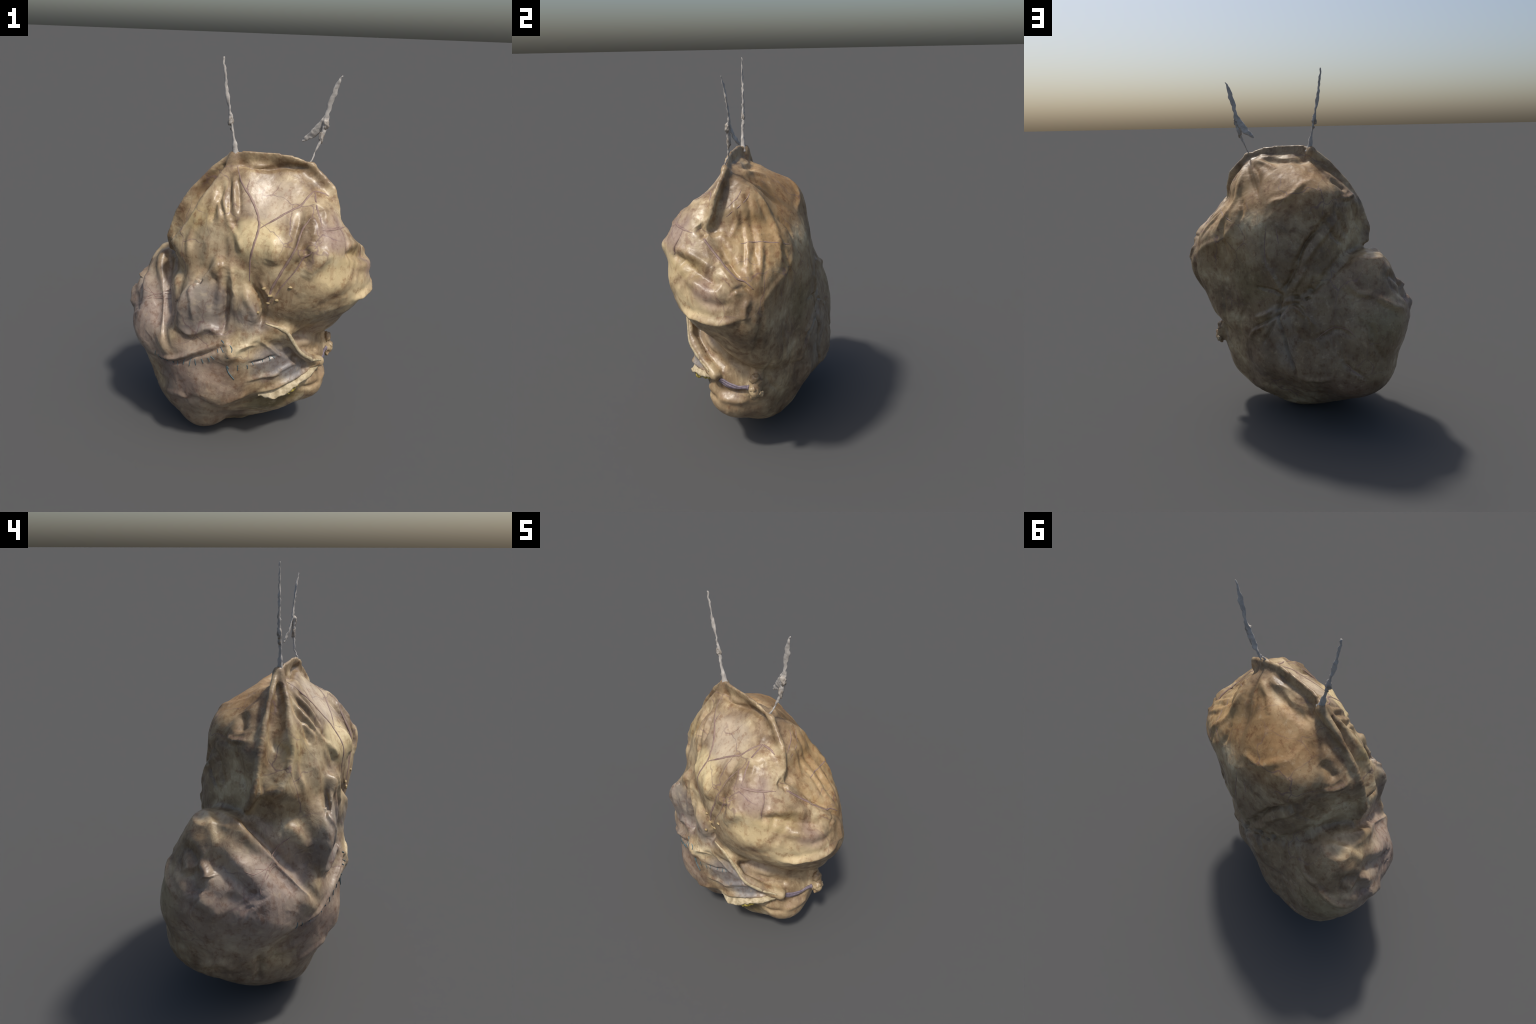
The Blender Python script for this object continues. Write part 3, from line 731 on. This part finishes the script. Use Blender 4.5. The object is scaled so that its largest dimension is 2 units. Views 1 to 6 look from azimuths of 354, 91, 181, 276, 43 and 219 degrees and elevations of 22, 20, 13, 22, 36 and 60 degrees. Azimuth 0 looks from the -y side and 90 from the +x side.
for r, pts in (
    # <veins>
    (0.0042, [(-.072, -.090, 1.499), (-.056, -.163, 1.438), (-.008, -.225, 1.364), (.016, -.281, 1.303), (.015, -.315, 1.259), (-.008, -.353, 1.197), (-.024, -.356, 1.104), (-.025, -.356, 1.008)]),
    (0.0036, [(.015, -.315, 1.259), (.087, -.302, 1.297), (.176, -.280, 1.343), (.214, -.272, 1.360), (.257, -.235, 1.396), (.291, -.200, 1.412)]),
    (0.0036, [(.291, -.200, 1.412), (.329, -.195, 1.401), (.363, -.198, 1.383)]),
    (0.0045, [(.257, -.334, 1.315), (.205, -.365, 1.267), (.166, -.409, 1.179), (.123, -.397, 1.080), (.078, -.390, .981), (.060, -.369, .879)]),
    (0.0026, [(.300, -.402, 1.228), (.225, -.429, 1.160), (.149, -.406, 1.043), (.077, -.380, .906)]),
    (0.0034, [(.303, -.372, 1.269), (.371, -.348, 1.268), (.433, -.281, 1.258)]),
    (0.0022, [(-.018, -.160, 1.451), (-.032, -.191, 1.407), (-.002, -.234, 1.354)]),
    (0.0030, [(.291, -.200, 1.412), (.287, -.291, 1.360), (.304, -.364, 1.280)]),
    (0.0018, [(-.551, -.035, .769), (-.486, -.056, .782), (-.411, -.098, .797)]),
    (0.0016, [(-.531, .001, .819), (-.501, -.041, .799), (-.486, -.056, .782)]),
    (0.0042, [(.455, -.225, 1.246), (.471, -.210, 1.223), (.512, -.155, 1.166), (.562, -.088, 1.112), (.587, -.002, 1.039)]),
    (0.0028, [(.437, -.369, 1.150), (.423, -.368, 1.185), (.416, -.340, 1.234), (.396, -.324, 1.271)]),
    (0.0024, [(.305, -.372, 1.269), (.360, -.349, 1.275), (.403, -.315, 1.271)]),
    (0.0022, [(.456, -.057, 1.210), (.440, .001, 1.213), (.429, .061, 1.206)]),
    (0.0020, [(.372, -.124, 1.351), (.352, -.072, 1.397), (.328, -.051, 1.431)]),
    (0.0022, [(.439, .003, 1.213), (.413, .107, 1.196), (.362, .170, 1.171)]),
    (0.0020, [(.386, -.125, 1.314), (.362, -.038, 1.382), (.331, -.014, 1.412)]),
    (0.0020, [(-.410, -.086, .823), (-.492, -.043, .799), (-.574, -.026, .753), (-.591, -.016, .736)]),
    (0.0016, [(-.472, -.048, .794), (-.550, -.000, .805), (-.575, .044, .824)]),
    (0.0020, [(-.387, -.132, .896), (-.404, -.085, .861), (-.462, -.047, .795)]),
    (0.0020, [(-.093, .385, .555), (-.179, .386, .615), (-.264, .408, .615), (-.304, .428, .577)]),
    (0.0022, [(-.248, .435, .427), (-.291, .442, .391), (-.349, .441, .351)]),
    (0.0018, [(.158, .248, 1.204), (.182, .273, 1.062), (.170, .295, .932)]),
    (0.0018, [(.115, .271, 1.148), (.102, .286, 1.063)]),
    # </veins>
):
    host = 'upper_sac' if np.mean([p[2] for p in pts]) > .85 else 'lower_sac'
    tube_on_skin('vein', pts, r * 1.35, VEIN, parts[host], lift=.02, flat=.32, per=18, smooth=5)

def lump(name, c, r, seed, mat, parent, rough=.35, sub=3):
    """Irregular blob."""
    import bmesh
    from mathutils import noise, Vector
    bm = bmesh.new(); bmesh.ops.create_icosphere(bm, subdivisions=sub, radius=1)
    for v in bm.verts:
        k = 1 + rough * noise.noise(v.co * 1.7 + Vector((seed * 3.1, 0, 0))) + rough * .5 * noise.noise(v.co * 4 + Vector((0, seed, 0)))
        v.co = Vector((v.co.x * r[0] * k + c[0], v.co.y * r[1] * k + c[1], v.co.z * r[2] * k + c[2]))
    me = bpy.data.meshes.new(name); bm.to_mesh(me); bm.free()
    me.polygons.foreach_set('use_smooth', [True] * len(me.polygons))
    ob = bpy.data.objects.new(name, me); bpy.context.scene.collection.objects.link(ob)
    return child(ob, mat, parent)

# the vessel that binds the stump
for j, (dz, r) in enumerate(((.010, .007), (0, .009), (-.011, .006))):
    tube_on_skin('blood_vessel', [(.385, -.20, .452 + dz), (.415, -.15, .430 + dz * 1.3), (.44, -.09, .425 + dz), (.462, -.035, .45 + dz * .6)], r, VESSEL,
                 parts['lower_sac'], lift=.3, flat=.7, taper=False)

# sutures: short loops laid across the two stitched slits
def sutures(line, count, size):
    ids = SKIN.snap(line, 12); P = V[ids]; nn = NRM[ids]
    for j in range(count):
        i = int((j + .5 + RNG.uniform(-.3, .3)) / count * (len(P) - 1)); i = min(max(i, 1), len(P) - 2)
        t = P[i + 1] - P[i - 1]; t /= max(np.linalg.norm(t), 1e-9)
        x = np.cross(nn[i], t); x /= np.linalg.norm(x); a = RNG.uniform(-.5, .5)
        d = math.cos(a) * x + math.sin(a) * t; h = size * RNG.uniform(.8, 1.3)
        tube_on_skin('suture', [P[i] - d * h, P[i], P[i] + d * h], .0017, THREAD, parts['lower_sac'], lift=.9, flat=1, taper=False, per=4)
sutures([(-.50, -.17, .52), (-.403, -.247, .511), (-.30, -.31, .55), (-.20, -.35, .60), (-.133, -.377, .66)], 13, .016)
sutures([(-.124, -.370, .555), (-.03, -.365, .555), (.06, -.36, .575), (.135, -.352, .60)], 7, .013)
tube_on_skin('suture', [(-.124, -.37, .56), (-.115, -.37, .52), (-.085, -.365, .48)], .0024, THREAD, parts['lower_sac'], lift=.9, flat=1, taper=False)
tube_on_skin('suture', [(-.15, -.37, .70), (-.115, -.37, .67), (-.105, -.37, .62)], .0022, THREAD, parts['lower_sac'], lift=.9, flat=1, taper=False)

# pale edge of the twisted flap
tube_on_skin('membrane_edge', [(.06, -.36, .785), (.165, -.375, .745), (.235, -.36, .63), (.31, -.295, .54), (.37, -.235, .49)], .009, HEM,
             parts['twisted_flap'], lift=.1, flat=.7, per=14)
# torn hem with its crumbs of fat
hem = sweep('torn_hem', [(.04, -.345, .364), (.11, -.352, .38), (.17, -.342, .40), (.24, -.318, .428), (.31, -.275, .455), (.378, -.215, .475)],
            [(.02, .008), (.075, .010), (.080, .012), (.060, .014), (.065, .018), (.035, .022)], [-30, -45, -35, -50, -40, -60], steps=12)
child(hem, HEM, parts['twisted_flap'])
from mathutils import noise as _nz
for v in hem.data.vertices:
    v.co += v.co.normalized() * (_nz.noise(v.co * 30) * .012)
    v.co.z += _nz.noise(v.co * 42) * .012
for j, (c, r) in enumerate((((.19, -.335, .365), .015), ((.215, -.325, .378), .018), ((.245, -.31, .392), .013), ((.30, -.275, .42), .013),
                            ((.33, -.255, .435), .011), ((.165, -.335, .355), .011), ((.27, -.29, .402), .010))):
    lump('fat_lump', c, (r * 1.4, r, r), j + 2, FAT, parts['twisted_flap'], .5, 2)
# crumbs of fat along the great vessel of the front
for j, c in enumerate(((.045, -.40, .985), (.07, -.405, .94), (.10, -.41, .925), (.055, -.40, .90), (.16, -.43, 1.0), (.03, -.39, .86))):
    i = SKIN.kd.find(c)[1]; p = V[i]
    lump('fat_crumb', p, (.011, .006, .007), j + 20, CRUMB, parts['upper_sac'], .5, 2)
# stump of the tied-off tube
for j, (c, r) in enumerate((((.468, -.005, .50), .028), ((.482, -.015, .45), .024), ((.478, .012, .425), .020), ((.472, -.02, .405), .016))):
    lump('stump_knuckle', c, (r * .8, r, r * 1.1), j + 40, TISSUE, parts['tied_stump'], .45, 3)

tape_l = sweep('hanging_tape', [(-.078, -.06, 1.535), (-.082, -.058, 1.565), (-.092, -.06, 1.638), (-.105, -.056, 1.69), (-.109, -.055, 1.715),
    (-.116, -.053, 1.77), (-.130, -.054, 1.851), (-.138, -.054, 1.92), (-.146, -.054, 1.998)],
    [(.05, .04), (.032, .026), (.014, .009), (.012, .012), (.026, .016), (.016, .010), (.022, .010), (.014, .006), (.007, .004)],
    [0, 0, 40, 90, 20, -40, 35, -20, 0])
tape_r = sweep('hanging_tape', [(.282, -.125, 1.50), (.278, -.127, 1.53), (.295, -.112, 1.57), (.312, -.104, 1.615), (.332, -.10, 1.68), (.34, -.10, 1.715),
    (.345, -.095, 1.76), (.367, -.104, 1.847), (.383, -.11, 1.90), (.398, -.116, 1.934)],
    [(.02, .02), (.009, .007), (.007, .006), (.011, .012), (.022, .018), (.03, .02), (.018, .008), (.03, .008), (.018, .006), (.005, .003)],
    [0, 0, 20, 60, 0, 0, -25, 15, -10, 0])
flag = sweep('tape_end', [(.35, -.095, 1.765), (.327, -.092, 1.715), (.295, -.08, 1.67), (.262, -.067, 1.64), (.239, -.057, 1.621)],
    [(.012, .006), (.035, .007), (.042, .006), (.025, .006), (.008, .004)], [0, 0, 0, 0, 0])
child(tape_l, TAPE); child(tape_r, TAPE); child(flag, TAPE, tape_r)
lump('knot', (-.109, -.055, 1.712), (.013, .010, .024), 3, KNOT, tape_l, .5, 3)
lump('knot', (-.103, -.056, 1.675), (.007, .007, .012), 5, KNOT, tape_l, .5, 2)
lump('knot', (.342, -.103, 1.712), (.015, .013, .020), 7, KNOT, tape_r, .5, 3)
lump('knot', (.324, -.102, 1.65), (.011, .009, .026), 9, KNOT, tape_r, .5, 3)
for t in (tape_l, tape_r, flag):
    for v in t.data.vertices:
        v.co.x += _nz.noise(v.co * 45) * .006; v.co.y += _nz.noise(v.co * 60 + v.co * 7) * .006
